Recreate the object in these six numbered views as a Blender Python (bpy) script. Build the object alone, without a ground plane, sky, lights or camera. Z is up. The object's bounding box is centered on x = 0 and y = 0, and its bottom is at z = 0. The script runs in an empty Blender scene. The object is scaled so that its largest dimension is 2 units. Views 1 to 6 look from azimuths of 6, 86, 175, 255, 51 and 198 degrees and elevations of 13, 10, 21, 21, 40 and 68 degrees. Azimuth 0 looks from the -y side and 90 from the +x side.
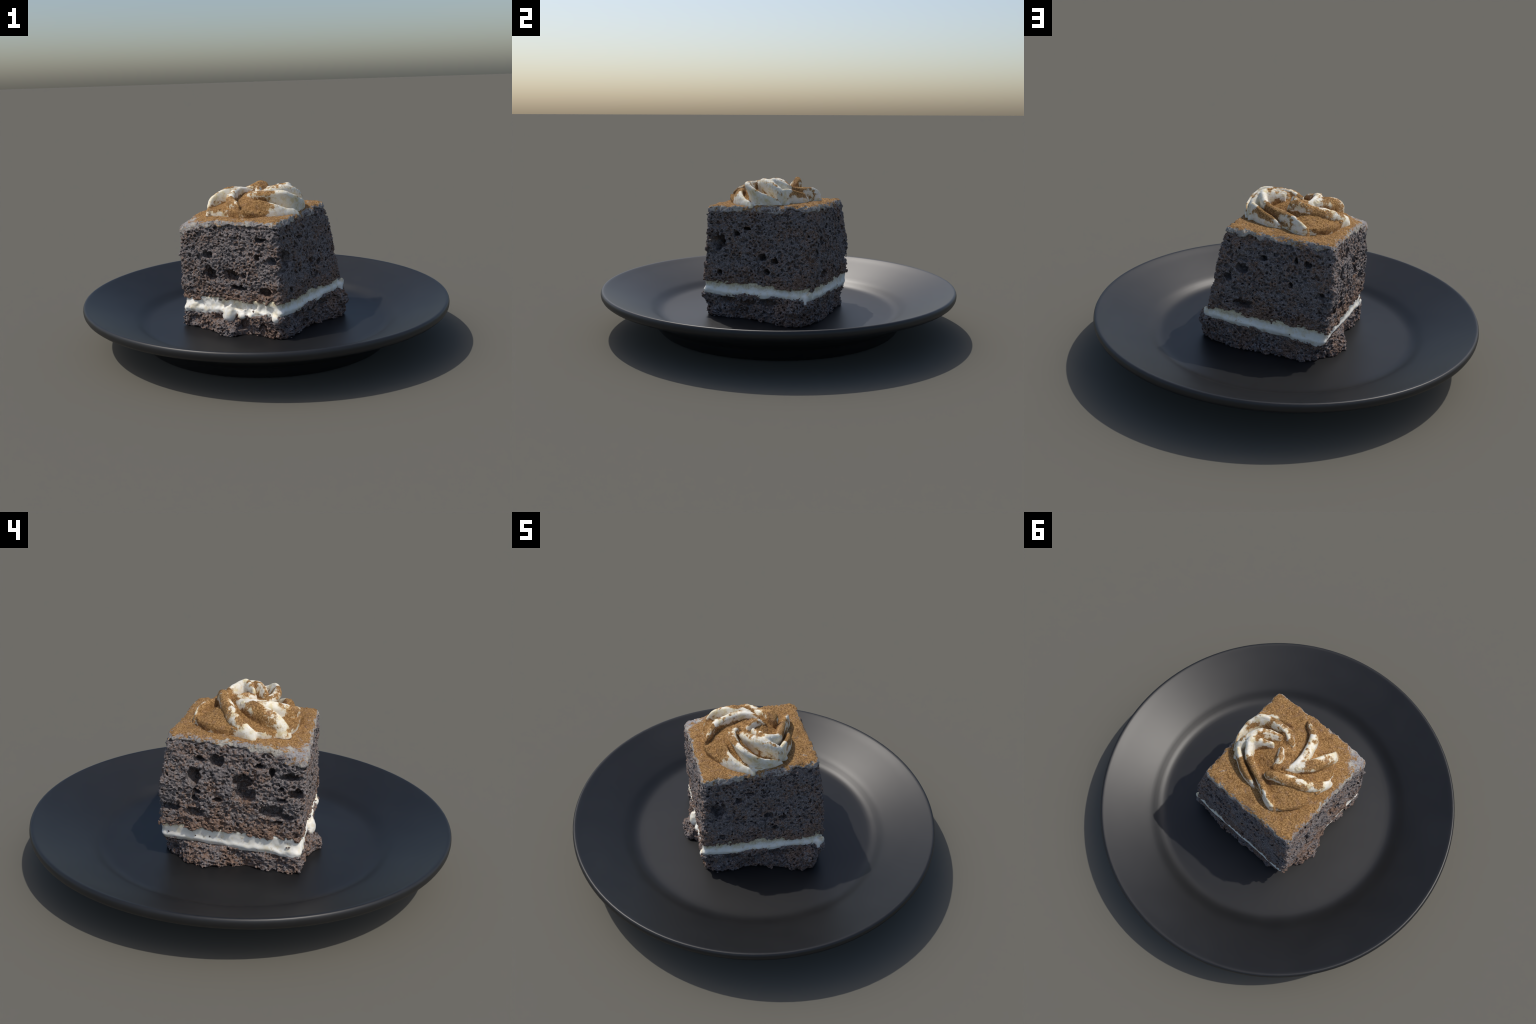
# A square slice of dark sponge cake with a cream filling, a cocoa dusted
# frosting and a piped cream rosette, standing on a black stoneware plate.
import bpy, math
import numpy as np

RNG = np.random.default_rng(7)
H = 0.0026                       # grid step of the implicit surfaces (m)
THETA = math.radians(-25.0)      # turn of the slice on the plate
CT, ST = math.cos(THETA), math.sin(THETA)
F32 = np.float32

# ----------------------------------------------------------------- helpers
def to_local(x, y):
    return x * CT + y * ST, -x * ST + y * CT

def to_world(u, v):
    return u * CT - v * ST, u * ST + v * CT

def smax(a, b, k):
    h = np.clip(k - np.abs(a - b), 0, None) / k
    return np.maximum(a, b) + h * h * k * 0.25

def smin(a, b, k):
    return -smax(-a, -b, k)

def sstep(a, b, x):
    t = np.clip((x - a) / (b - a), 0, 1)
    return t * t * (3 - 2 * t)

def hash01(ix, iy, iz, seed):
    n = (ix.astype(np.uint32) * np.uint32(374761393) + iy.astype(np.uint32) * np.uint32(668265263)
         + iz.astype(np.uint32) * np.uint32(2147483647) + np.uint32((seed * 1274126177) & 0xffffffff))
    n = (n ^ (n >> np.uint32(13))) * np.uint32(1274126177)
    n = (n ^ (n >> np.uint32(16))) * np.uint32(2246822519)
    n = n ^ (n >> np.uint32(15))
    return (n & np.uint32(0xffffff)).astype(F32) / F32(16777216.0)

def noise3(x, y, z, scale, seed=0):
    """smooth value noise in -1..1, feature size = scale (m)"""
    x, y, z = x / scale, y / scale, z / scale
    fx, fy, fz = np.floor(x), np.floor(y), np.floor(z)
    ix, iy, iz = fx.astype(np.int32), fy.astype(np.int32), fz.astype(np.int32)
    tx, ty, tz = (x - fx).astype(F32), (y - fy).astype(F32), (z - fz).astype(F32)
    tx, ty, tz = tx * tx * (3 - 2 * tx), ty * ty * (3 - 2 * ty), tz * tz * (3 - 2 * tz)
    out = np.zeros(np.broadcast(x, y, z).shape, F32)
    for a in (0, 1):
        wx = tx if a else 1 - tx
        for b in (0, 1):
            wy = ty if b else 1 - ty
            for c in (0, 1):
                wz = tz if c else 1 - tz
                out += wx * wy * wz * hash01(ix + a, iy + b, iz + c, seed)
    return out * 2 - 1

def fbm(x, y, z, scale, seed=0, octaves=2):
    s, amp = 0, 1.0
    for o in range(octaves):
        s = s + amp * noise3(x, y, z, scale / 2 ** o, seed + 17 * o)
        amp *= 0.5
    return s

def bubbles(x, y, z, cell, rmin, rmax, seed, keep=1.0, squash=1.25):
    """signed depth inside randomly scattered round pores (positive inside)"""
    gx, gy, gz = x / cell, y / cell, z * squash / cell
    ix, iy, iz = (np.floor(g).astype(np.int32) for g in (gx, gy, gz))
    best = np.full(x.shape, -1.0, F32)
    for a in (-1, 0, 1):
        for b in (-1, 0, 1):
            for c in (-1, 0, 1):
                jx, jy, jz = ix + a, iy + b, iz + c
                px = jx + hash01(jx, jy, jz, seed)
                py = jy + hash01(jx, jy, jz, seed + 1)
                pz = jz + hash01(jx, jy, jz, seed + 2)
                h = hash01(jx, jy, jz, seed + 3)
                r = rmin + (rmax - rmin) * h * h
                if keep < 1.0:
                    r = np.where(hash01(jx, jy, jz, seed + 4) < keep, r, -1.0)
                d = r - cell * np.sqrt((gx - px) ** 2 + (gy - py) ** 2 + (gz - pz) ** 2)
                np.maximum(best, d.astype(F32), out=best)
    return best

def surface_nets(f, origin, h):
    """quad mesh of the zero level of f on a regular grid"""
    nx, ny, nz = f.shape
    s = f < 0
    cs = [(a, b, c) for a in (0, 1) for b in (0, 1) for c in (0, 1)]
    cnt = np.zeros((nx - 1, ny - 1, nz - 1), np.int8)
    for a, b, c in cs:
        cnt += s[a:nx - 1 + a, b:ny - 1 + b, c:nz - 1 + c]
    act = (cnt > 0) & (cnt < 8)
    idx = np.argwhere(act)
    val = np.stack([f[idx[:, 0] + a, idx[:, 1] + b, idx[:, 2] + c] for a, b, c in cs], 1)
    pos = np.zeros((len(idx), 3)); n = np.zeros(len(idx))
    off = np.array(cs, float)
    for i in range(8):
        for j in range(i + 1, 8):
            if np.abs(off[i] - off[j]).sum() != 1:
                continue
            m = (val[:, i] < 0) != (val[:, j] < 0)
            t = val[m, i] / (val[m, i] - val[m, j])
            pos[m] += off[i] + t[:, None] * (off[j] - off[i]); n[m] += 1
    pos = (idx + pos / n[:, None]) * h + np.asarray(origin)
    vid = np.full(act.shape, -1, np.int32); vid[act] = np.arange(len(idx))
    quads = []
    for ax in range(3):
        sl0 = [slice(1, -1)] * 3; sl1 = [slice(1, -1)] * 3
        sl0[ax] = slice(0, -1); sl1[ax] = slice(1, None)
        a, b = s[tuple(sl0)], s[tuple(sl1)]
        e = np.argwhere(a != b)
        flip = a[tuple(e.T)]
        u, v = (ax + 1) % 3, (ax + 2) % 3
        base = e.copy(); base[:, u] += 1; base[:, v] += 1
        q = []
        for du, dv in ((-1, -1), (0, -1), (0, 0), (-1, 0)):
            c = base.copy(); c[:, u] += du; c[:, v] += dv
            q.append(vid[tuple(c.T)])
        q = np.stack(q, 1)
        q[~flip] = q[~flip][:, ::-1]
        quads.append(q)
    return pos, np.concatenate(quads)

def keep_largest(pos, quads, least):
    """drop loose flecks: pieces of the mesh with few vertices"""
    lab = np.arange(len(pos))
    while True:
        m = lab[quads].min(1)
        new = lab.copy()
        for c in range(4):
            np.minimum.at(new, quads[:, c], m)
        new = new[new]
        if (new == lab).all():
            break
        lab = new
    cnt = np.bincount(lab, minlength=len(pos))
    ok = cnt[lab] >= least
    remap = np.cumsum(ok) - 1
    return pos[ok], remap[quads[ok[quads[:, 0]]]]

def make_mesh(name, pos, quads, smooth=True):
    me = bpy.data.meshes.new(name)
    k = quads.shape[1]
    me.vertices.add(len(pos)); me.vertices.foreach_set("co", np.asarray(pos, F32).ravel())
    me.loops.add(quads.size); me.loops.foreach_set("vertex_index", quads.astype(np.int32).ravel())
    me.polygons.add(len(quads))
    me.polygons.foreach_set("loop_start", np.arange(0, quads.size, k, dtype=np.int32))
    me.polygons.foreach_set("use_smooth", np.full(len(quads), smooth))
    me.update(calc_edges=True)
    me.validate()
    return me

def add(name, mesh, parent=None, material=None):
    ob = bpy.data.objects.new(name, mesh)
    bpy.context.scene.collection.objects.link(ob)
    if parent is not None:
        ob.parent = parent
        p, loc = parent, np.zeros(3)
        while p is not None:
            loc += np.array(p.location); p = p.parent
        ob.location = -loc            # every part keeps its origin at the world origin
    if material is not None and mesh is not None:
        mesh.materials.append(material)
    return ob

# --------------------------------------------------------------- materials
class Nodes:
    def __init__(self, name):
        self.mat = bpy.data.materials.new(name); self.mat.use_nodes = True
        self.t = self.mat.node_tree
        self.b = self.t.nodes["Principled BSDF"]
        self.co = self.t.nodes.new("ShaderNodeTexCoord").outputs["Object"]
    def link(self, a, b): self.t.links.new(a, b)
    def put(self, sock, v):
        if hasattr(v, "is_output"): self.link(v, sock)
        else: sock.default_value = v
    def noise(self, scale, detail=3, rough=.55, co=None):
        n = self.t.nodes.new("ShaderNodeTexNoise")
        n.inputs["Scale"].default_value = scale; n.inputs["Detail"].default_value = detail
        n.inputs["Roughness"].default_value = rough
        self.link(co or self.co, n.inputs["Vector"]); return n.outputs["Fac"]
    def voronoi(self, scale, feature='F1'):
        n = self.t.nodes.new("ShaderNodeTexVoronoi"); n.feature = feature
        n.inputs["Scale"].default_value = scale; self.link(self.co, n.inputs["Vector"])
        return n.outputs["Distance"]
    def ramp(self, fac, *stops):
        n = self.t.nodes.new("ShaderNodeValToRGB"); e = n.color_ramp.elements
        while len(e) < len(stops): e.new(0.5)
        for el, (p, c) in zip(e, stops):
            el.position = p; el.color = (*c, 1) if not isinstance(c, (int, float)) else (c, c, c, 1)
        self.put(n.inputs["Fac"], fac); return n.outputs["Color"]
    def mix(self, fac, a, b):
        n = self.t.nodes.new("ShaderNodeMix"); n.data_type = 'RGBA'
        ins = [s for s in n.inputs if s.enabled or s.type == 'RGBA']
        self.put(n.inputs[0], fac)
        for s, v in ((n.inputs[6], a), (n.inputs[7], b)):
            self.put(s, (*v, 1) if isinstance(v, tuple) and len(v) == 3 else v)
        return n.outputs[2]
    def math(self, op, a, b=0.0, clamp=False):
        n = self.t.nodes.new("ShaderNodeMath"); n.operation = op; n.use_clamp = clamp
        self.put(n.inputs[0], a); self.put(n.inputs[1], b); return n.outputs[0]
    def sep(self, v):
        n = self.t.nodes.new("ShaderNodeSeparateXYZ"); self.link(v, n.inputs[0]); return n.outputs
    def normal_z(self):
        n = self.t.nodes.new("ShaderNodeNewGeometry"); return self.sep(n.outputs["Normal"])[2]
    def dist(self, p):
        n = self.t.nodes.new("ShaderNodeVectorMath"); n.operation = 'DISTANCE'
        self.link(self.co, n.inputs[0]); n.inputs[1].default_value = p; return n.outputs["Value"]
    def bump(self, height, strength, distance):
        n = self.t.nodes.new("ShaderNodeBump")
        n.inputs["Strength"].default_value = strength; n.inputs["Distance"].default_value = distance
        self.link(height, n.inputs["Height"]); self.link(n.outputs[0], self.b.inputs["Normal"])
    def done(self, color, rough=.8, spec=.3):
        self.put(self.b.inputs["Base Color"], color if not isinstance(color, tuple) else (*color, 1))
        self.put(self.b.inputs["Roughness"], rough)
        self.b.inputs["Specular IOR Level"].default_value = spec
        return self.mat

def sponge_material(name, brown_bias, seam=None):
    n = Nodes(name)
    fine = n.noise(230, 5, .7); mid = n.noise(70, 3); big = n.noise(9, 2)
    grey = n.ramp(fine, (.35, (.070, .062, .063)), (.50, (.168, .151, .149)), (.65, (.360, .325, .313)))
    brown = n.ramp(fine, (.35, (.075, .045, .032)), (.50, (.195, .126, .092)), (.65, (.410, .285, .215)))
    m = n.math('ADD', n.math('MULTIPLY', mid, .75), n.math('MULTIPLY', big, .55))
    if seam is not None:             # moist brown crumb beside the cream filling
        z = n.sep(n.co)[2]
        near = n.math('SUBTRACT', 1.0, n.math('DIVIDE', n.math('ABSOLUTE', n.math('SUBTRACT', z, seam)), .10), True)
        m = n.math('ADD', m, n.math('MULTIPLY', near, .20))
    fac = n.ramp(n.math('ADD', m, brown_bias), (.62, 0.0), (.80, 1.0))
    n.bump(n.noise(420, 5, .7), .7, .004)
    return n.done(n.mix(fac, grey, brown), .92, .15)

def cream_material(name, veil):
    """ivory cream; veil = how much thin cocoa is blown over it"""
    n = Nodes(name)
    c = n.ramp(n.noise(28, 3), (.34, (.79, .72, .56)), (.46, (.84, .81, .72)), (.60, (.86, .84, .77)), (.70, (.80, .74, .60)))
    m = n.math('ADD', n.math('MULTIPLY', n.noise(34, 3, .6), .75), n.math('MULTIPLY', n.noise(190, 4, .7), .45))
    if veil > 0:
        m = n.math('ADD', m, n.math('MULTIPLY', n.normal_z(), .16 * veil))
    tan = n.ramp(n.noise(230, 4, .7), (.3, (.26, .155, .060)), (.7, (.60, .42, .20)))
    lo = .70 - .02 * veil
    col = n.mix(n.ramp(m, (lo, 0.0), (lo + .07, .55), (lo + .16, .95)), c, tan)
    if veil == 0:                        # moist crumb has stained the upper edge of the filling
        z = n.math('ADD', n.sep(n.co)[2], n.math('MULTIPLY', n.math('SUBTRACT', n.noise(45, 4, .65), .5), .06))
        z = n.math('MULTIPLY', n.math('SUBTRACT', z, .25), 20.0, True)
        col = n.mix(n.ramp(z, (.30, 0.0), (.75, .75)), col, n.ramp(n.noise(120, 3), (.35, (.42, .30, .13)), (.65, (.72, .64, .40))))
    n.bump(n.noise(140, 3), .10, .004)
    n.b.inputs["Subsurface Weight"].default_value = .15
    n.b.inputs["Subsurface Radius"].default_value = (.012, .010, .007)
    n.b.inputs["Subsurface Scale"].default_value = .5
    return n.done(col, .5, .3)

def cocoa_color(n):
    f = n.noise(150, 6, .85); g = n.noise(40, 3)
    base = n.ramp(f, (.36, (.110, .050, .016)), (.48, (.370, .195, .066)), (.60, (.720, .445, .195)))  # grain highlights and shadows painted in: ramp ends lightened and darkened
    pale = n.ramp(f, (.36, (.16, .085, .045)), (.60, (.50, .30, .17)))
    col = n.mix(n.ramp(g, (.52, 0.0), (.70, .75)), base, pale)
    dark_blotch = n.ramp(f, (.36, (.070, .030, .010)), (.48, (.200, .096, .034)), (.60, (.420, .240, .105)))
    return n.mix(n.ramp(n.noise(19, 4, .65), (.50, 0.0), (.68, .6)), col, dark_blotch)

def dusting_material(k, share):
    """cream under cocoa; share (0..1) of it covered, broken up by grain"""
    n = Nodes("dusted_cream" if k else "piped_cream")
    c = n.ramp(n.noise(28, 3), (.34, (.76, .65, .40)), (.46, (.84, .78, .63)), (.58, (.87, .83, .73)), (.68, (.79, .69, .47)))
    veil = n.ramp(n.noise(150, 4, .7), (.35, (.46, .30, .12)), (.65, (.82, .68, .42)))
    m = n.math('ADD', n.math('MULTIPLY', n.noise(42, 3, .6), .9), n.math('MULTIPLY', n.noise(170, 5, .75), .9))
    m = n.math('ADD', m, 1.25 * share - .62)      # noise sum is centred on .9
    thin = n.ramp(m, (.70, 0.0), (.95, .85))
    thick = n.ramp(m, (.90, 0.0), (1.04, 1.0))
    col = n.mix(thick, n.mix(thin, c, veil), cocoa_color(n))
    n.bump(n.noise(170, 6, .8), .10 + .8 * share, .010)
    n.b.inputs["Subsurface Weight"].default_value = .12 * (1 - share)
    n.b.inputs["Subsurface Radius"].default_value = (.012, .010, .007)
    n.b.inputs["Subsurface Scale"].default_value = .5
    return n.done(col, .55 + .35 * share, .3 - .2 * share)

def frosting_material():
    """thin pale glaze on the sides, cocoa lying on what faces up"""
    n = Nodes("dusted_frosting")
    nz = n.normal_z()
    f = n.noise(260, 4, .65)
    grey = n.ramp(f, (.30, (.24, .22, .22)), (.5, (.42, .39, .38)), (.68, (.62, .585, .56)))
    cream = n.ramp(f, (.3, (.48, .45, .39)), (.7, (.74, .69, .60)))
    side = n.mix(n.ramp(n.noise(16, 3), (.44, 0.0), (.58, 1.0)), grey, cream)
    dark = n.ramp(n.noise(90, 4, .6), (.56, 0.0), (.66, .8))
    side = n.mix(dark, side, (.13, .105, .10))
    smear = n.ramp(n.math('ADD', n.noise(55, 3), n.math('MULTIPLY', n.noise(12, 2), .5)), (.80, 0.0), (.92, .9))
    coc = cocoa_color(n)
    side = n.mix(smear, side, coc)
    up = n.math('ADD', nz, n.math('MULTIPLY', n.math('SUBTRACT', n.noise(30, 4, .6), .5), 1.25))
    # the bare, pale corner of the slice
    bare = n.math('MULTIPLY', n.math('SUBTRACT', .100, n.math('ADD', n.dist((-.430, -.150, .655)),
                  n.math('MULTIPLY', n.math('SUBTRACT', n.noise(24, 3), .5), .12))), 12.0, True)
    up = n.math('SUBTRACT', up, bare)
    top = n.ramp(up, (.52, 0.0), (.80, 1.0))
    n.bump(n.noise(170, 6, .8), .9, .010)
    return n.done(n.mix(top, side, coc), .9, .15)

def plate_material():
    n = Nodes("black_stoneware")
    col = n.ramp(n.noise(6, 2), (.3, (.0100, .0100, .0105)), (.7, (.0130, .0130, .0135)))
    return n.done(col, .43, .5)

# ------------------------------------------------------------------- plate
def lathe(name, profile, segs=128):
    prof = np.array(profile); k = len(prof)
    a = np.arange(segs) * 2 * math.pi / segs
    pos = np.stack([np.outer(np.cos(a), prof[:, 0]), np.outer(np.sin(a), prof[:, 0]),
                    np.broadcast_to(prof[:, 1], (segs, k))], -1).reshape(-1, 3)
    i, j = np.meshgrid(np.arange(segs), np.arange(k - 1), indexing="ij")
    i2 = (i + 1) % segs
    q = np.stack([i * k + j, i * k + j + 1, i2 * k + j + 1, i2 * k + j], -1).reshape(-1, 4)
    me = make_mesh(name, pos, q[:, ::-1])
    return me

def build_plate():
    plate = bpy.data.objects.new("dinner_plate", None)
    bpy.context.scene.collection.objects.link(plate)
    plate["label"] = "round matt black stoneware plate with a wide raised rim"
    plate["category"] = "plate"
    mat = plate_material()
    top = [(.001, .100), (.20, .100), (.40, .100), (.56, .100), (.620, .1005), (.645, .1012), (.662, .1030),
           (.680, .1085), (.698, .1180), (.715, .1290), (.728, .1365), (.740, .1425), (.760, .1510), (.80, .1680),
           (.86, .1935), (.92, .2185), (.955, .2335), (.975, .2430), (.984, .2465), (.9895, .2470)]
    edge = [(.9945, .2445), (.9985, .2370), (1.0, .2260), (.9985, .2150), (.993, .2045), (.984, .1970)]
    under = [(.965, .1900), (.92, .171), (.86, .1465), (.80, .1215), (.765, .1040), (.738, .086), (.718, .068), (.69, .055)]
    dish = lathe("plate_dish", top + edge + under + [(.60, .055), (.30, .06), (.001, .06)])
    add("plate_dish", dish, plate, mat)
    foot = [(.718, .0740), (.707, .052), (.696, .030), (.683, .013), (.674, .004), (.664, .0), (.640, .0), (.632, .003),
            (.624, .012), (.612, .035), (.600, .058), (.60, .063)]
    add("foot_ring", lathe("foot_ring", foot), plate, mat)

# -------------------------------------------------------------- cake shape
# the four corner edges of the slice, as (z, x, y)
EDGE = dict(
    A=[(.09, .108, -.398), (.16, .118, -.420), (.23, .124, -.428), (.29, .119, -.427), (.50, .108, -.408), (.70, .098, -.392)],
    B=[(.09, .420, .100), (.16, .432, .125), (.245, .428, .141), (.295, .416, .141), (.527, .366, .152), (.72, .319, .150)],
    C=[(.09, -.095, .375), (.16, -.12, .395), (.21, -.141, .407), (.276, -.157, .421), (.476, -.174, .419), (.70, -.168, .381)],
    D=[(.09, -.440, -.165), (.19, -.438, -.157), (.27, -.436, -.150), (.46, -.440, -.165), (.68, -.428, -.165)])
TOP = dict(A=.713, B=.736, C=.715, D=.699)
SEAM_TOP = dict(A=.292, B=.295, C=.276, D=.266)
SEAM_BOT = dict(A=.227, B=.240, C=.203, D=.185)
U0, U1, V0, V1 = -.37, .30, -.40, .44

class Block:
    """grid in the turned frame of the slice with the distance to its four sides"""
    def __init__(self, z0, z1, pad=.045, h=H):
        self.h = h
        c = [to_local(p[1], p[2]) for e in EDGE.values() for p in e]
        us, vs = [p[0] for p in c], [p[1] for p in c]
        self.o = (min(us) - pad, min(vs) - pad, z0)
        u = np.arange(self.o[0], max(us) + pad, h); v = np.arange(self.o[1], max(vs) + pad, h)
        z = np.arange(z0, z1, h)
        self.u, self.v, self.z = (a.astype(F32) for a in (u, v, z))
        self.U, self.V, self.Z = np.meshgrid(self.u, self.v, self.z, indexing="ij", sparse=True)
        cor = {}
        for k, e in EDGE.items():
            e = np.array(e); x = np.interp(z, e[:, 0], e[:, 1]); y = np.interp(z, e[:, 0], e[:, 2])
            cor[k] = to_local(x, y)
        self.cor = cor
        d = None
        for a, b in (("A", "B"), ("B", "C"), ("C", "D"), ("D", "A")):
            (ax, ay), (bx, by) = cor[a], cor[b]
            nx, ny = by - ay, -(bx - ax); L = np.hypot(nx, ny); nx, ny = nx / L, ny / L
            e = self.U * nx.astype(F32) + self.V * ny.astype(F32) - (ax * nx + ay * ny).astype(F32)
            d = e if d is None else smax(d, e, F32(.030))
        self.side = d - F32(.0085)       # the pores eat back into the faces
    def field(self, vals):
        """bilinear height over the slice from its four corner values"""
        us = {k: np.mean([to_local(p[1], p[2])[0] for p in EDGE[k]]) for k in EDGE}
        vs = {k: np.mean([to_local(p[1], p[2])[1] for p in EDGE[k]]) for k in EDGE}
        # D-A is low v, C-B is high v
        s = (self.U - (us["D"] + us["C"]) / 2) / ((us["A"] + us["B"]) / 2 - (us["D"] + us["C"]) / 2)
        t = (self.V - (vs["D"] + vs["A"]) / 2) / ((vs["C"] + vs["B"]) / 2 - (vs["D"] + vs["A"]) / 2)
        s, t = np.clip(s, -.05, 1.05), np.clip(t, -.05, 1.05)
        dip = F32(0)
        if vals is TOP:                  # the slice has slumped at one corner
            x, y = to_world(self.U, self.V)
            dip = .040 * np.exp(-((x + .44) ** 2 + (y + .175) ** 2) / .014)
        return (vals["D"] * (1 - s) * (1 - t) + vals["A"] * s * (1 - t) + vals["C"] * (1 - s) * t + vals["B"] * s * t - dip).astype(F32)
    def pick(self, m):
        i = np.nonzero(m)
        u, v, z = self.u[i[0]], self.v[i[1]], self.z[i[2]]
        return i, u, v, z
    def mesh(self, name, f, least=6000):
        pos, q = surface_nets(f, self.o, self.h)
        pos, q = keep_largest(pos, q, least)
        pos = pos.copy()
        pos[:, 0], pos[:, 1] = to_world(pos[:, 0].copy(), pos[:, 1].copy())
        return make_mesh(name, pos, q)

# large air holes seen on the cut faces: x, y, z, half width, half height
HOLES = [
    # front left face
    (-.261, -.240, .414, .036, .034), (-.144, -.296, .415, .040, .028), (-.106, -.312, .353, .045, .014), (.040, -.384, .348, .035, .020),
    (.076, -.393, .511, .023, .019), (-.270, -.239, .512, .027, .017), (-.076, -.327, .420, .013, .013), (-.001, -.358, .522, .017, .014),
    (.014, -.360, .613, .025, .014),
    # front right face
    (.141, -.336, .513, .033, .038), (.259, -.110, .445, .020, .018), (.296, -.040, .430, .022, .014), (.200, -.185, .595, .022, .010),
    (.178, -.243, .563, .014, .012), (.160, -.333, .350, .015, .013), (.284, -.085, .370, .017, .014),
    # back right face
    (.248, .210, .532, .029, .021), (.318, .180, .475, .022, .017), (.145, .249, .599, .018, .013), (.245, .222, .349, .050, .020),
    (-.127, .397, .466, .014, .014), (-.062, .345, .606, .020, .014), (.015, .325, .492, .011, .014), (-.007, .318, .614, .009, .016),
    # back left face
    (-.267, .187, .606, .029, .027), (-.231, .280, .530, .026, .036), (-.321, .084, .526, .040, .028), (-.328, .078, .466, .043, .033),
    (-.405, -.104, .562, .034, .017), (-.420, -.128, .488, .029, .020), (-.379, -.032, .396, .048, .027), (-.410, -.097, .375, .025, .014),
    (-.184, .380, .370, .042, .016), (-.231, .280, .356, .037, .021), (-.393, -.060, .345, .021, .010), (-.241, .270, .463, .017, .014),
    (-.277, .187, .427, .020, .010), (-.234, .280, .423, .013, .011), (-.393, -.071, .506, .016, .009), (-.371, -.033, .575, .012, .023),
    (-.345, .021, .600, .019, .011), (-.235, .257, .608, .022, .009), (-.397, -.075, .454, .019, .010)]
# bites out of the crumbly bottom layer
BITES = [(.205, -.305, .205, .044, .026), (.322, -.090, .212, .046, .026), (.268, -.200, .200, .040, .020), (-.115, .362, .150, .030, .028),
         (-.078, -.335, .142, .034, .044), (-.374, -.200, .150, .026, .014), (-.235, -.275, .178, .030, .016), (.02, -.385, .160, .030, .014)]
LUMPS = [(-.195, -.312, .140, .034, .030), (-.150, -.318, .120, .036, .026), (.416, .050, .190, .042, .048)]

# outline of the sagging, crumbled bottom layer where it meets the plate (x, y)
FOOT = [(.110, -.408), (.170, -.360), (.205, -.285), (.214, -.215), (.288, -.132), (.345, -.078), (.400, -.020), (.440, .045), (.428, .098), (.384, .150),
        (.260, .228), (.140, .281), (.020, .335), (-.036, .369), (-.096, .372), (-.142, .336), (-.165, .328), (-.235, .302), (-.278, .250), (-.294, .180),
        (-.284, .125), (-.310, .062), (-.360, .002), (-.385, -.074), (-.420, -.130), (-.436, -.165), (-.340, -.212), (-.245, -.285), (-.202, -.336), (-.140, -.354),
        (-.090, -.340), (-.055, -.318), (-.015, -.342), (.040, -.374)]

def outline_distance(U, V, pts):
    """signed distance to a closed outline in the plane of the plate"""
    p = np.array([to_local(*q) for q in pts]); q = np.roll(p, -1, 0)
    d = np.full(np.broadcast(U, V).shape, 9.0); inside = np.zeros(d.shape, bool)
    for a, b in zip(p, q):
        t = b - a; k = np.clip(((U - a[0]) * t[0] + (V - a[1]) * t[1]) / (t @ t), 0, 1)
        d = np.minimum(d, np.hypot(U - a[0] - k * t[0], V - a[1] - k * t[1]))
        cross = ((a[1] > V) != (b[1] > V)) & (U < (b[0] - a[0]) * (V - a[1]) / (b[1] - a[1] + 1e-12) + a[0])
        inside ^= cross
    return np.where(inside, -d, d).astype(F32)

def carve(b, f, holes, depth, k=.004, seed=40):
    """cut ellipsoidal hollows, with a wandering wall, into the field f"""
    for n, (x, y, z, rw, rh) in enumerate(holes):
        rw, rh = 1.22 * rw, 1.22 * rh
        c0 = np.array(to_local(x, y)); walls = (c0[0] + .332, .27 - c0[0], c0[1] + .33, .30 - c0[1])
        inward = np.array(((1.0, 0.0), (-1.0, 0.0), (0.0, 1.0), (0.0, -1.0))[int(np.argmin(np.abs(walls)))])
        run = max(depth, 2.0 * min(rw, rh)) if depth else rw
        u, v = c0 + inward * (run - min(rw, rh)) * .55; r = max(rw, rh, run) * 1.35
        ru, rv = (run, rw) if inward[0] else (rw, run)
        i0 = [max(0, int((c - r - o) / b.h)) for c, o in zip((u, v, z), b.o)]
        i1 = [int((c + r - o) / b.h) + 2 for c, o in zip((u, v, z), b.o)]
        s = tuple(slice(a, c) for a, c in zip(i0, i1))
        U, V, Z = b.U[s[0]], b.V[:, s[1]], b.Z[:, :, s[2]]
        w = noise3(U + 0 * V + 0 * Z, V + 0 * U + 0 * Z, Z + 0 * U + 0 * V, F32(.016), seed + n)
        d = np.sqrt(((U - u) / ru) ** 2 + ((V - v) / rv) ** 2 + ((Z - z) / rh) ** 2)
        e = (1 - d + .24 * w) * min(rw, rh)
        f[s] = smax(f[s], e.astype(F32), F32(k))

def heap(b, f, lumps, k=.012):
    for n, (x, y, z, rw, rh) in enumerate(lumps):
        u, v = to_local(x, y); r = max(rw, rh) * 1.6 + .01
        s = tuple(slice(max(0, int((c - r - o) / b.h)), int((c + r - o) / b.h) + 2) for c, o in zip((u, v, z), b.o))
        d = np.sqrt(((b.U[s[0]] - u) / rw) ** 2 + ((b.V[:, s[1]] - v) / rw) ** 2 + ((b.Z[:, :, s[2]] - z) / rh) ** 2)
        f[s] = smin(f[s], ((d - 1) * min(rw, rh)).astype(F32), F32(k))

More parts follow.
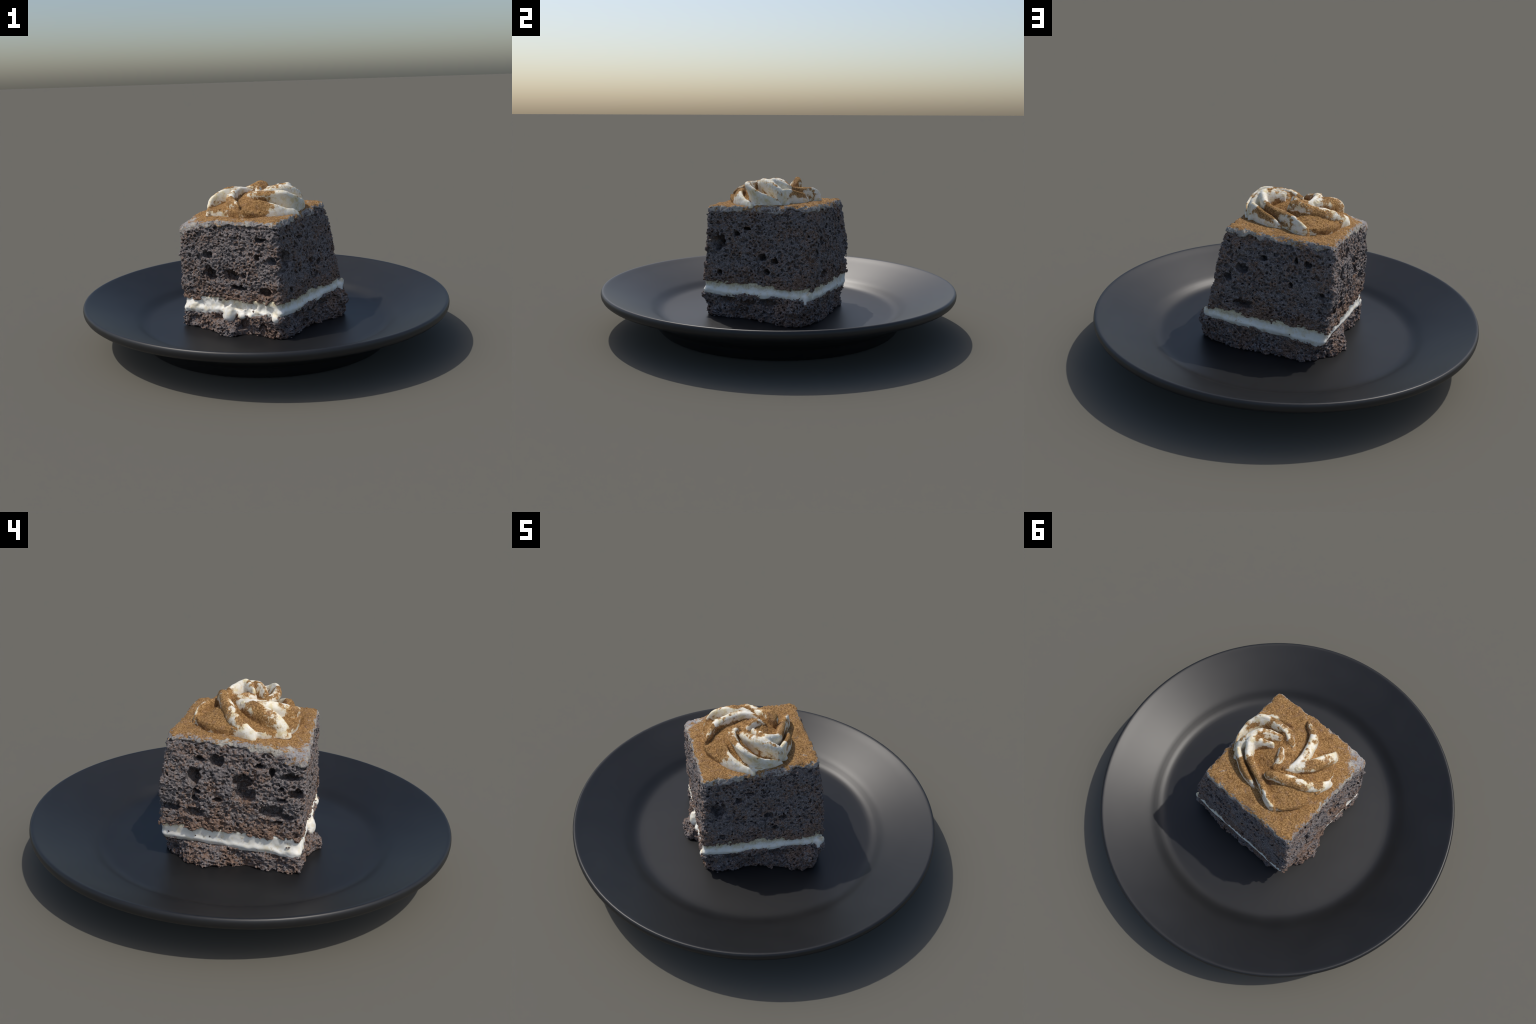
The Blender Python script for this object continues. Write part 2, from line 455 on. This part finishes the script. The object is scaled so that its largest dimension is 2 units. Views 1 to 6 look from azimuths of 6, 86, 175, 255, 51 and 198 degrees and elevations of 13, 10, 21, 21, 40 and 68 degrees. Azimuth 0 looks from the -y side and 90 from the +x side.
def crumb_relief(b, f, coarse, seed, cell, rmax, fine_amp=.0035, lo=-.019):
    i, u, v, z = b.pick((f > lo) & (f < .014) & (b.side > lo))
    g = f[i]
    g = g + coarse * (fbm(u, v, z, F32(.055), seed, 2) + F32(.8) * noise3(u, v, z, F32(.026), seed + 3))
    g = g + fine_amp * fbm(u, v, z * 1.2, F32(.0115), seed + 5, 2)
    p1 = bubbles(u, v, z, cell, .0040, rmax, seed + 60)
    p1 = p1 + F32(.0026) * noise3(u, v, z, F32(.008), seed + 9) + F32(.0022) * noise3(u, v, z, F32(.07), seed + 10)
    g = smax(g, p1, F32(.003))
    p2 = bubbles(u, v, z, cell * .55, .0028, .0068, seed + 80, .85)
    g = smax(g, p2, F32(.002))
    p3 = bubbles(u, v, z, .055, .005, .017, seed + 100, .55, 1.5) + F32(.0035) * noise3(u, v, z, F32(.011), seed + 12)
    g = smax(g, p3, F32(.003))
    f[i] = g

def build_cake():
    cake = bpy.data.objects.new("cake_slice", None)
    cake.location = (0, 0, .10)
    bpy.context.scene.collection.objects.link(cake)
    cake["label"] = "square dark chocolate cake slice with cream filling and cocoa rosette"
    cake["category"] = "cake"

    # ---- upper sponge
    b = Block(.235, .735, h=.0028)
    top = b.field(TOP)
    u2, v2 = b.U + 0 * b.V, b.V + 0 * b.U
    seam = b.field(SEAM_TOP) + .012 * noise3(u2, v2, 0 * u2, F32(.045), 3) + .008 * noise3(u2, v2, 0 * u2, F32(.018), 4)
    # front left edge hangs a little lower over the messy cream
    f = smax(b.side, b.Z - (top - F32(.014)), F32(.036))
    f = smax(f, seam - b.Z, F32(.008)).astype(F32)
    crumb_relief(b, f, .0058, 11, .0215, .0120, .0045)
    carve(b, f, HOLES, .060)
    add("sponge_layer", b.mesh("sponge_layer", f), cake, sponge_material("dark_sponge", 0.0, .27))

    # ---- lower sponge
    b = Block(.084, .285, pad=.085, h=.0030)
    u2, v2 = b.U + 0 * b.V, b.V + 0 * b.U
    seamb = b.field(SEAM_BOT) + .010 * noise3(u2, v2, 0 * u2, F32(.05), 23) + .005 * noise3(u2, v2, 0 * u2, F32(.017), 24)
    floor = F32(.1005) + .004 * np.clip(noise3(u2, v2, 0 * u2, F32(.06), 29), 0, 1)
    foot = outline_distance(b.U[:, :, 0], b.V[:, :, 0], FOOT)[:, :, None]
    w = sstep(.212, .128, b.Z).astype(F32)
    b.side = b.side * (1 - w) + (foot - F32(.001)) * w
    f = smax(b.side, b.Z - seamb, F32(.014))
    f = smax(f, floor - b.Z, F32(.012)).astype(F32)
    heap(b, f, LUMPS)
    carve(b, f, BITES, 0, .010, 90)
    crumb_relief(b, f, .0080, 31, .0200, .0105, .0060)
    core = smax(np.maximum(foot + F32(.012), b.Z - F32(.128)), F32(.1005) - b.Z, F32(.003))
    f = np.maximum(np.minimum(f, core), F32(.1002) - b.Z).astype(F32)
    add("sponge_layer", b.mesh("sponge_layer", f), cake, sponge_material("crumbly_sponge", .07))

    # ---- cream filling
    b = Block(.15, .335, h=.0038)
    u2, v2 = b.U + 0 * b.V, b.V + 0 * b.U
    lo = b.field(SEAM_BOT) - F32(.010) + .008 * noise3(u2, v2, 0 * u2, F32(.03), 43)
    hi = b.field(SEAM_TOP) + F32(.012)
    mid = (lo + hi) / 2
    inset = F32(.0105) + .0060 * noise3(b.U, b.V, b.Z * .5, F32(.075), 41) + .0016 * noise3(b.U, b.V, b.Z, F32(.022), 42)
    # a lip pushed out along the lower edge of the filling
    lip = F32(.006) * np.exp(-((b.Z - (lo + F32(.026))) / F32(.014)) ** 2)
    f = smax(b.side + inset - lip, b.Z - hi, F32(.01))
    f = smax(f, lo - b.Z, F32(.01)).astype(F32)
    # smeared dollops that hang over the bottom layer
    heap(b, f, [(-.160, -.292, .205, .034, .048), (-.168, -.292, .190, .026, .024), (-.090, -.312, .205, .024, .022), (-.360, -.155, .215, .045, .032),
                (.095, -.400, .215, .028, .026), (.412, .116, .250, .016, .022), (.418, .112, .225, .012, .020), (.424, .128, .268, .013, .022), (-.030, -.340, .222, .018, .028)], .012)
    # torn gaps in the filling of the front left face
    carve(b, f, [(-.115, -.325, .256, .034, .020), (-.040, -.360, .258, .026, .018), (.015, -.388, .254, .018, .018), (.062, -.408, .250, .018, .020),
                 (-.205, -.284, .256, .030, .016), (-.062, -.345, .232, .014, .018)], 0, .008, 140)
    i, u, v, z = b.pick((np.abs(f) < .014) & (b.V + 0 * b.U + 0 * b.Z < -.26))
    f[i] += F32(.0045) * fbm(u, v, z, F32(.034), 47, 3)          # torn, smeared front
    add("cream_filling", b.mesh("cream_filling", f), cake, cream_material("filling_cream", 0))

    # ---- frosting with cocoa on top
    b = Block(.60, .755, h=.0029)
    u2, v2 = b.U + 0 * b.V, b.V + 0 * b.U
    top = b.field(TOP) + .0030 * noise3(u2, v2, 0 * u2, F32(.05), 53)
    x2, y2 = to_world(u2, v2)
    thick = (.030 + .012 * noise3(u2, v2, 0 * u2, F32(.05), 51) + .007 * noise3(u2, v2, 0 * u2, F32(.018), 52)
             + .016 * np.exp(-((x2 - .20) ** 2 + (y2 + .15) ** 2) / .02) + .020 * np.exp(-((x2 + .40) ** 2 + (y2 + .10) ** 2) / .012)
             + .012 * np.exp(-((x2 - .02) ** 2 + (y2 - .30) ** 2) / .01))
    edge = b.side - F32(.0015) + (.0045 * noise3(u2, v2, 0 * u2, F32(.028), 59)).astype(F32)
    f = smax(edge, b.Z - top, F32(.030))
    f = smax(f, (top - thick) - b.Z, F32(.004)).astype(F32)
    i, u, v, z = b.pick(np.abs(f) < .014)
    f[i] += F32(.0032) * fbm(u, v, z, F32(.012), 55, 3) + F32(.0028) * noise3(u, v, z, F32(.04), 57)
    g = bubbles(u, v, z, .026, .002, .0062, 58, .6)
    f[i] = np.where((z < top[i[0], i[1], 0] - .020) & (b.side[i] > -.012), smax(f[i], g, F32(.003)), f[i])
    add("frosting_layer", b.mesh("frosting_layer", f), cake, frosting_material())

    build_rosette(cake)
    build_crumbs(cake)

# ----------------------------------------------------------------- rosette
# crest lines of the piped folds from the middle outwards: (x, y, z, inner half
# width, outer half width), the height of the rounded part of the fold and its lean
FOLDS = [
    ([(.006, .112, .846, .020, .020), (-.020, .108, .852, .022, .024), (-.060, .100, .838, .018, .034), (-.105, .088, .816, .016, .045), (-.165, .086, .803, .015, .044), (-.225, .074, .782, .011, .038), (-.290, .032, .745, .009, .026)], .042, .10),
    ([(-.055, .055, .818, .014, .014), (-.110, .030, .828, .013, .030), (-.167, -.003, .835, .015, .044), (-.217, -.050, .821, .014, .046), (-.258, -.090, .795, .013, .038), (-.283, -.132, .760, .011, .028)], .045, .10),
    ([(-.085, .040, .820, .013, .015), (-.112, .006, .831, .016, .022), (-.134, -.040, .831, .018, .030), (-.146, -.090, .826, .018, .028), (-.152, -.140, .816, .020, .030), (-.142, -.185, .802, .020, .024), (-.114, -.222, .786, .014, .016), (-.103, -.248, .771, .011, .011)], .030, .0),
    ([(-.050, -.085, .818, .012, .030), (-.014, -.133, .829, .012, .036), (.055, -.168, .834, .014, .026), (.119, -.180, .838, .013, .020), (.170, -.160, .820, .013, .018), (.206, -.122, .803, .010, .016), (.228, -.070, .784, .010, .014), (.236, -.020, .771, .010, .012)], .028, .38),
    ([(.007, -.102, .832, .011, .018), (.060, -.098, .846, .015, .026), (.110, -.082, .855, .016, .032), (.150, -.052, .846, .016, .032), (.185, -.018, .821, .013, .026), (.212, .025, .788, .010, .018)], .036, .20),
    ([(.031, -.048, .840, .010, .012), (.075, -.046, .851, .014, .016), (.115, -.044, .858, .018, .020), (.139, -.034, .861, .020, .020), (.140, .000, .844, .022, .018), (.129, .038, .826, .022, .020), (.095, .075, .808, .020, .022), (.050, .120, .802, .020, .022), (.018, .165, .796, .020, .020), (-.008, .212, .789, .030, .018), (-.040, .246, .764, .030, .016)], .030, .10),
    ([(.205, -.015, .799, .012, .020), (.190, .020, .804, .016, .024), (.172, .050, .801, .018, .026), (.140, .095, .786, .018, .026), (.100, .135, .771, .016, .022), (.076, .156, .759, .014, .016)], .030, .15),
    ([(-.016, -.040, .830, .014, .014), (-.024, .000, .840, .018, .018), (-.022, .030, .832, .018, .018), (-.008, .056, .812, .014, .014)], .030, .0),
    ([(.000, -.200, .792, .020, .045), (.045, -.215, .782, .018, .040), (.087, -.213, .769, .014, .034), (.140, -.193, .748, .012, .026), (.200, -.163, .730, .010, .014)], .045, .0)]
# height of the cream between the folds, half way out and near the rim, by angle (deg)
FLOOR = [(-180, .770, .738), (-165, .770, .738), (-150, .776, .742), (-125, .782, .745), (-100, .788, .750), (-75, .782, .738), (-55, .772, .733),
         (-35, .768, .728), (-10, .772, .730), (40, .776, .735), (75, .780, .745), (92, .784, .750), (110, .784, .748), (150, .780, .744), (180, .770, .738)]
# outline of the foot of the rosette: angle (deg) and radius about its middle
MIDDLE = (-.030, .0)
OUTLINE = [(-180, .277), (-165, .276), (-154, .282), (-140, .280), (-125, .266), (-112, .264), (-100, .282), (-88, .276), (-72, .278), (-60, .278),
           (-48, .282), (-34, .282), (-13, .268), (2, .250), (18, .226), (37, .208), (55, .188), (66, .188), (79, .212), (92, .245),
           (103, .258), (126, .262), (148, .250), (165, .262), (180, .270)]

def catmull(p, n=14):
    p = np.array(p); e = np.vstack([2 * p[0] - p[1], p, 2 * p[-1] - p[-2]])
    out = []
    t = np.linspace(0, 1, n, endpoint=False)[:, None]
    for k in range(1, len(e) - 2):
        a, b, c, d = e[k - 1:k + 3]
        out.append(.5 * (2 * b + (c - a) * t + (2 * a - 5 * b + 4 * c - d) * t ** 2 + (3 * b - a - 3 * c + d) * t ** 3))
    return np.vstack(out + [p[-1:]])

def build_rosette(cake):
    h = .0024
    ox, oy, oz = -.345, -.33, .672
    X = np.arange(ox, .30, h); Y = np.arange(oy, .31, h); Z = np.arange(oz, .885, h)
    x, y = np.meshgrid(X, Y, indexing="ij")
    z = Z[None, None, :]
    ang = np.degrees(np.arctan2(y - MIDDLE[1], x - MIDDLE[0])); r = np.hypot(x - MIDDLE[0], y - MIDDLE[1])
    o = np.array(OUTLINE); R = np.interp(ang, o[:, 0], o[:, 1])
    q = r / R
    # the heaped middle under the folds
    fl = np.array(FLOOR); half, rim = (np.interp(ang, fl[:, 0], fl[:, c]) for c in (1, 2))
    dome = .804 + (half - .804) * sstep(.12, .55, q) + (rim - half) * sstep(.45, .92, q)
    wall = (r - R * .985)[:, :, None] + .22 * np.clip(.745 - z, -.02, .06)
    f = smax((z - dome[:, :, None]) * .95, wall, .018)
    which = np.full(f.shape, 0, np.int8)
    best = f.copy()
    for n, (pts, hr, lean) in enumerate(FOLDS):
        c = catmull(pts)
        d2 = np.full(x.shape, 1e9); cz, lat, wl, wr = (np.zeros(x.shape) for _ in range(4))
        for s in range(len(c) - 1):
            a, bb = c[s], c[s + 1]; t = bb[:2] - a[:2]; L = max(np.hypot(*t), 1e-6)
            kc = np.clip(((x - a[0]) * t[0] + (y - a[1]) * t[1]) / L ** 2, 0, 1)
            dx, dy = x - (a[0] + kc * t[0]), y - (a[1] + kc * t[1])
            dd = dx * dx + dy * dy
            m = dd < d2
            d2[m] = dd[m]
            for arr, col in ((cz, 2), (wl, 3), (wr, 4)):
                arr[m] = (a[col] + kc * (bb[col] - a[col]) + (.003 if col == 2 else 0))[m]
            lat[m] = (np.sign(t[0] * dy - t[1] * dx) * np.sqrt(dd))[m]     # + on the inner side
        depth = cz[:, :, None] - z
        lt = lat[:, :, None] - lean * np.clip(depth - .4 * hr, 0, .08)    # folds curl over their foot
        w = np.where(lt > 0, wl[:, :, None], wr[:, :, None])
        v1 = np.abs(lt) / w
        v2 = np.clip(hr - depth, 0, None) / hr
        g = (np.sqrt(v1 * v1 + v2 * v2) - 1) * np.minimum(w, hr)
        m = g < best
        which[m] = n + 1; best[m] = g[m]
        f = smin(f, g, .0045)
    foot = .702 + .02 * (x * .6 + y * .35)[:, :, None]
    f = smax(smax(f, ((r - R)[:, :, None]) + .25 * (z - .75), .012), foot - z, .006)
    xx, yy, zz = (np.broadcast_to(a, f.shape) for a in (x[:, :, None], y[:, :, None], z))
    i = np.nonzero(np.abs(f) < .016)
    px, py, pz = (a[i].astype(F32) for a in (xx, yy, zz))
    for _ in range(4):                   # soften the creases left by the sweep
        for ax in range(3):
            f = .5 * f + .25 * (np.roll(f, 1, ax) + np.roll(f, -1, ax))
    # cocoa lies where the cream is not too steep, in drifts
    gx, gy, gz = np.gradient(f, h)
    gl = np.sqrt(gx ** 2 + gy ** 2 + gz ** 2) + 1e-9
    up = (gz / gl)[i]
    drift = fbm(px, py, pz, F32(.05), 71, 3)
    near = np.full(len(px), 9.0, F32)
    for pts, *_ in FOLDS:
        for c in catmull(pts, 3)[:, :3].astype(F32):
            np.minimum(near, (px - c[0]) ** 2 + (py - c[1]) ** 2 + (pz - c[2]) ** 2, out=near)
    cover = sstep(.45, .95, up + .35 * drift) * sstep(.010, .022, np.sqrt(near))      # crests stay smooth
    f = f.astype(F32)
    f[i] += (F32(.0016) * fbm(px, py, pz, F32(.035), 75, 2)
             - cover * (F32(.0020) + F32(.0034) * fbm(px, py, pz, F32(.010), 77, 2)))
    pos, quads = surface_nets(f, (ox, oy, oz), h)
    pos, quads = keep_largest(pos, quads, 400)
    me = make_mesh("whole", pos, quads)
    vn = np.empty(len(pos) * 3, F32); me.vertices.foreach_get("normal", vn); vn = vn.reshape(-1, 3)
    cen = pos[quads].mean(1).astype(F32)
    fn = vn[quads].mean(1)
    ijk = np.clip(np.round((cen - np.array((ox, oy, oz))) / h).astype(int), 0, np.array(f.shape) - 1)
    owner = which[tuple(ijk.T)]
    # material of each face: cocoa where dust could settle, bare cream elsewhere
    u, v, w = cen.T
    drift = fbm(u, v, w, F32(.06), 71, 3)
    grain = fbm(u, v, w, F32(.011), 81, 2)
    crest = np.full(len(cen), 9.0, F32)
    for pts, *_ in FOLDS:
        for p in catmull(pts, 6)[:, :3]:
            np.minimum(crest, ((cen - p.astype(F32)) ** 2).sum(1), out=crest)
    crest = np.exp(-crest / .019 ** 2)
    score = fn[:, 2] + .60 * drift + .22 * grain - .95 * crest * sstep(-.65, .35, fbm(u, v, w, F32(.035), 91, 2))
    q = np.hypot(u - MIDDLE[0], v - MIDDLE[1]) / np.interp(np.degrees(np.arctan2(v - MIDDLE[1], u - MIDDLE[0])), *np.array(OUTLINE).T)
    score = score + .55 * sstep(.812, .785, w) * sstep(.85, .65, q)          # drifts caught in the valleys
    bare = [(.16, -.19, .76, .10, .35), (.20, -.10, .80, .07, .25), (-.15, -.15, .82, .05, .35), (-.235, -.07, .79, .05, .25), (-.25, .06, .75, .06, .25),
            (.13, -.06, .86, .05, .25), (-.008, .21, .79, .03, .6), (.02, -.04, .84, .03, .3)]
    dusty = [(.150, -.125, .80, .045, .8), (.08, -.075, .82, .04, .6), (.165, -.01, .83, .03, .5), (.06, -.14, .84, .04, .35),(-.07, -.22, .76, .09, 1.0), (-.02, -.24, .75, .08, .9), (-.22, -.17, .75, .06, .8), (-.27, -.02, .73, .06, .6), (-.14, .22, .73, .08, .8), (-.22, .15, .73, .08, .8), (.16, .06, .79, .06, .35), (.06, .10, .80, .06, .35), (.10, .13, .78, .08, .5), (-.10, .19, .75, .09, .6), (-.24, -.13, .74, .04, .4), (-.25, -.01, .75, .04, .3), (-.03, .09, .84, .06, .4)]
    for k, lst in ((-1, bare), (1, dusty)):
        for sx, sy, sz, sr, amt in lst:
            score += k * amt * np.exp(-((u - sx) ** 2 + (v - sy) ** 2 + (w - sz) ** 2) / sr ** 2)
    steps = 7                            # from bare cream to thick cocoa
    grade = np.clip(np.round((score - .68) / 1.0 * (steps - 1) + (steps - 1) / 2), 0, steps - 1).astype(np.int32)
    mats = [dusting_material(k, .31 + .69 * k / (steps - 1)) for k in range(steps)]
    root = None
    for part in range(len(FOLDS) + 1):
        m = owner == part
        if not m.any():
            continue
        q = quads[m]; used, inv = np.unique(q, return_inverse=True); q = inv.reshape(q.shape)
        name = "cream_rosette" if part == 0 else "cream_fold"
        sub = make_mesh(name, pos[used], q)
        ob = add(name, sub, cake if part == 0 else root)
        for mt in mats:
            sub.materials.append(mt)
        sub.polygons.foreach_set("material_index", grade[m])
        sub.normals_split_custom_set_from_vertices(vn[used].astype(float).tolist())
        if part == 0:
            root = ob
    bpy.data.meshes.remove(me)

# ------------------------------------------------------------------ crumbs
def build_crumbs(cake):
    mat = bpy.data.materials["crumbly_sponge"]
    meshes = []
    for k in range(4):
        import bmesh
        bm = bmesh.new(); bmesh.ops.create_icosphere(bm, subdivisions=3, radius=1)
        co = np.array([v.co for v in bm.verts], F32)
        d = 1 + .35 * fbm(co[:, 0] + 9 * k, co[:, 1], co[:, 2], F32(.9), 200 + k, 3)
        for v, s in zip(bm.verts, d):
            v.co *= float(s)
        me = bpy.data.meshes.new("crumb"); bm.to_mesh(me); bm.free()
        me.polygons.foreach_set("use_smooth", np.ones(len(me.polygons), bool)); me.materials.append(mat)
        meshes.append(me)
    spots = []
    for a, b in (("A", "B"), ("B", "C"), ("C", "D"), ("D", "A")):
        ea, eb = np.array(EDGE[a]), np.array(EDGE[b])
        for _ in range(9):
            t = RNG.uniform(.04, .96); low = RNG.random() < .75
            z = RNG.uniform(.225, .245) if low else RNG.uniform(.30, .42)
            pa = [np.interp(z, ea[:, 0], ea[:, c]) for c in (1, 2)]; pb = [np.interp(z, eb[:, 0], eb[:, c]) for c in (1, 2)]
            p = np.array(pa) * (1 - t) + np.array(pb) * t
            n = np.array([eb[0, 2] - ea[0, 2], -(eb[0, 1] - ea[0, 1])]); n /= np.hypot(*n)
            r = RNG.uniform(.003, .006)
            p = p + n * RNG.uniform(-.006, .004)
            spots.append((p[0], p[1], max(z, .100 + r * .7), r))
    for k, (px, py, pz, r) in enumerate(spots):
        ob = bpy.data.objects.new("crumb", meshes[k % 4])
        bpy.context.scene.collection.objects.link(ob); ob.parent = cake
        ob.location = (px, py, pz - cake.location.z)
        ob.scale = (r, r * RNG.uniform(.8, 1.2), r * RNG.uniform(.7, 1.0)); ob.rotation_euler = RNG.uniform(0, 6.28, 3)

build_plate()
build_cake()
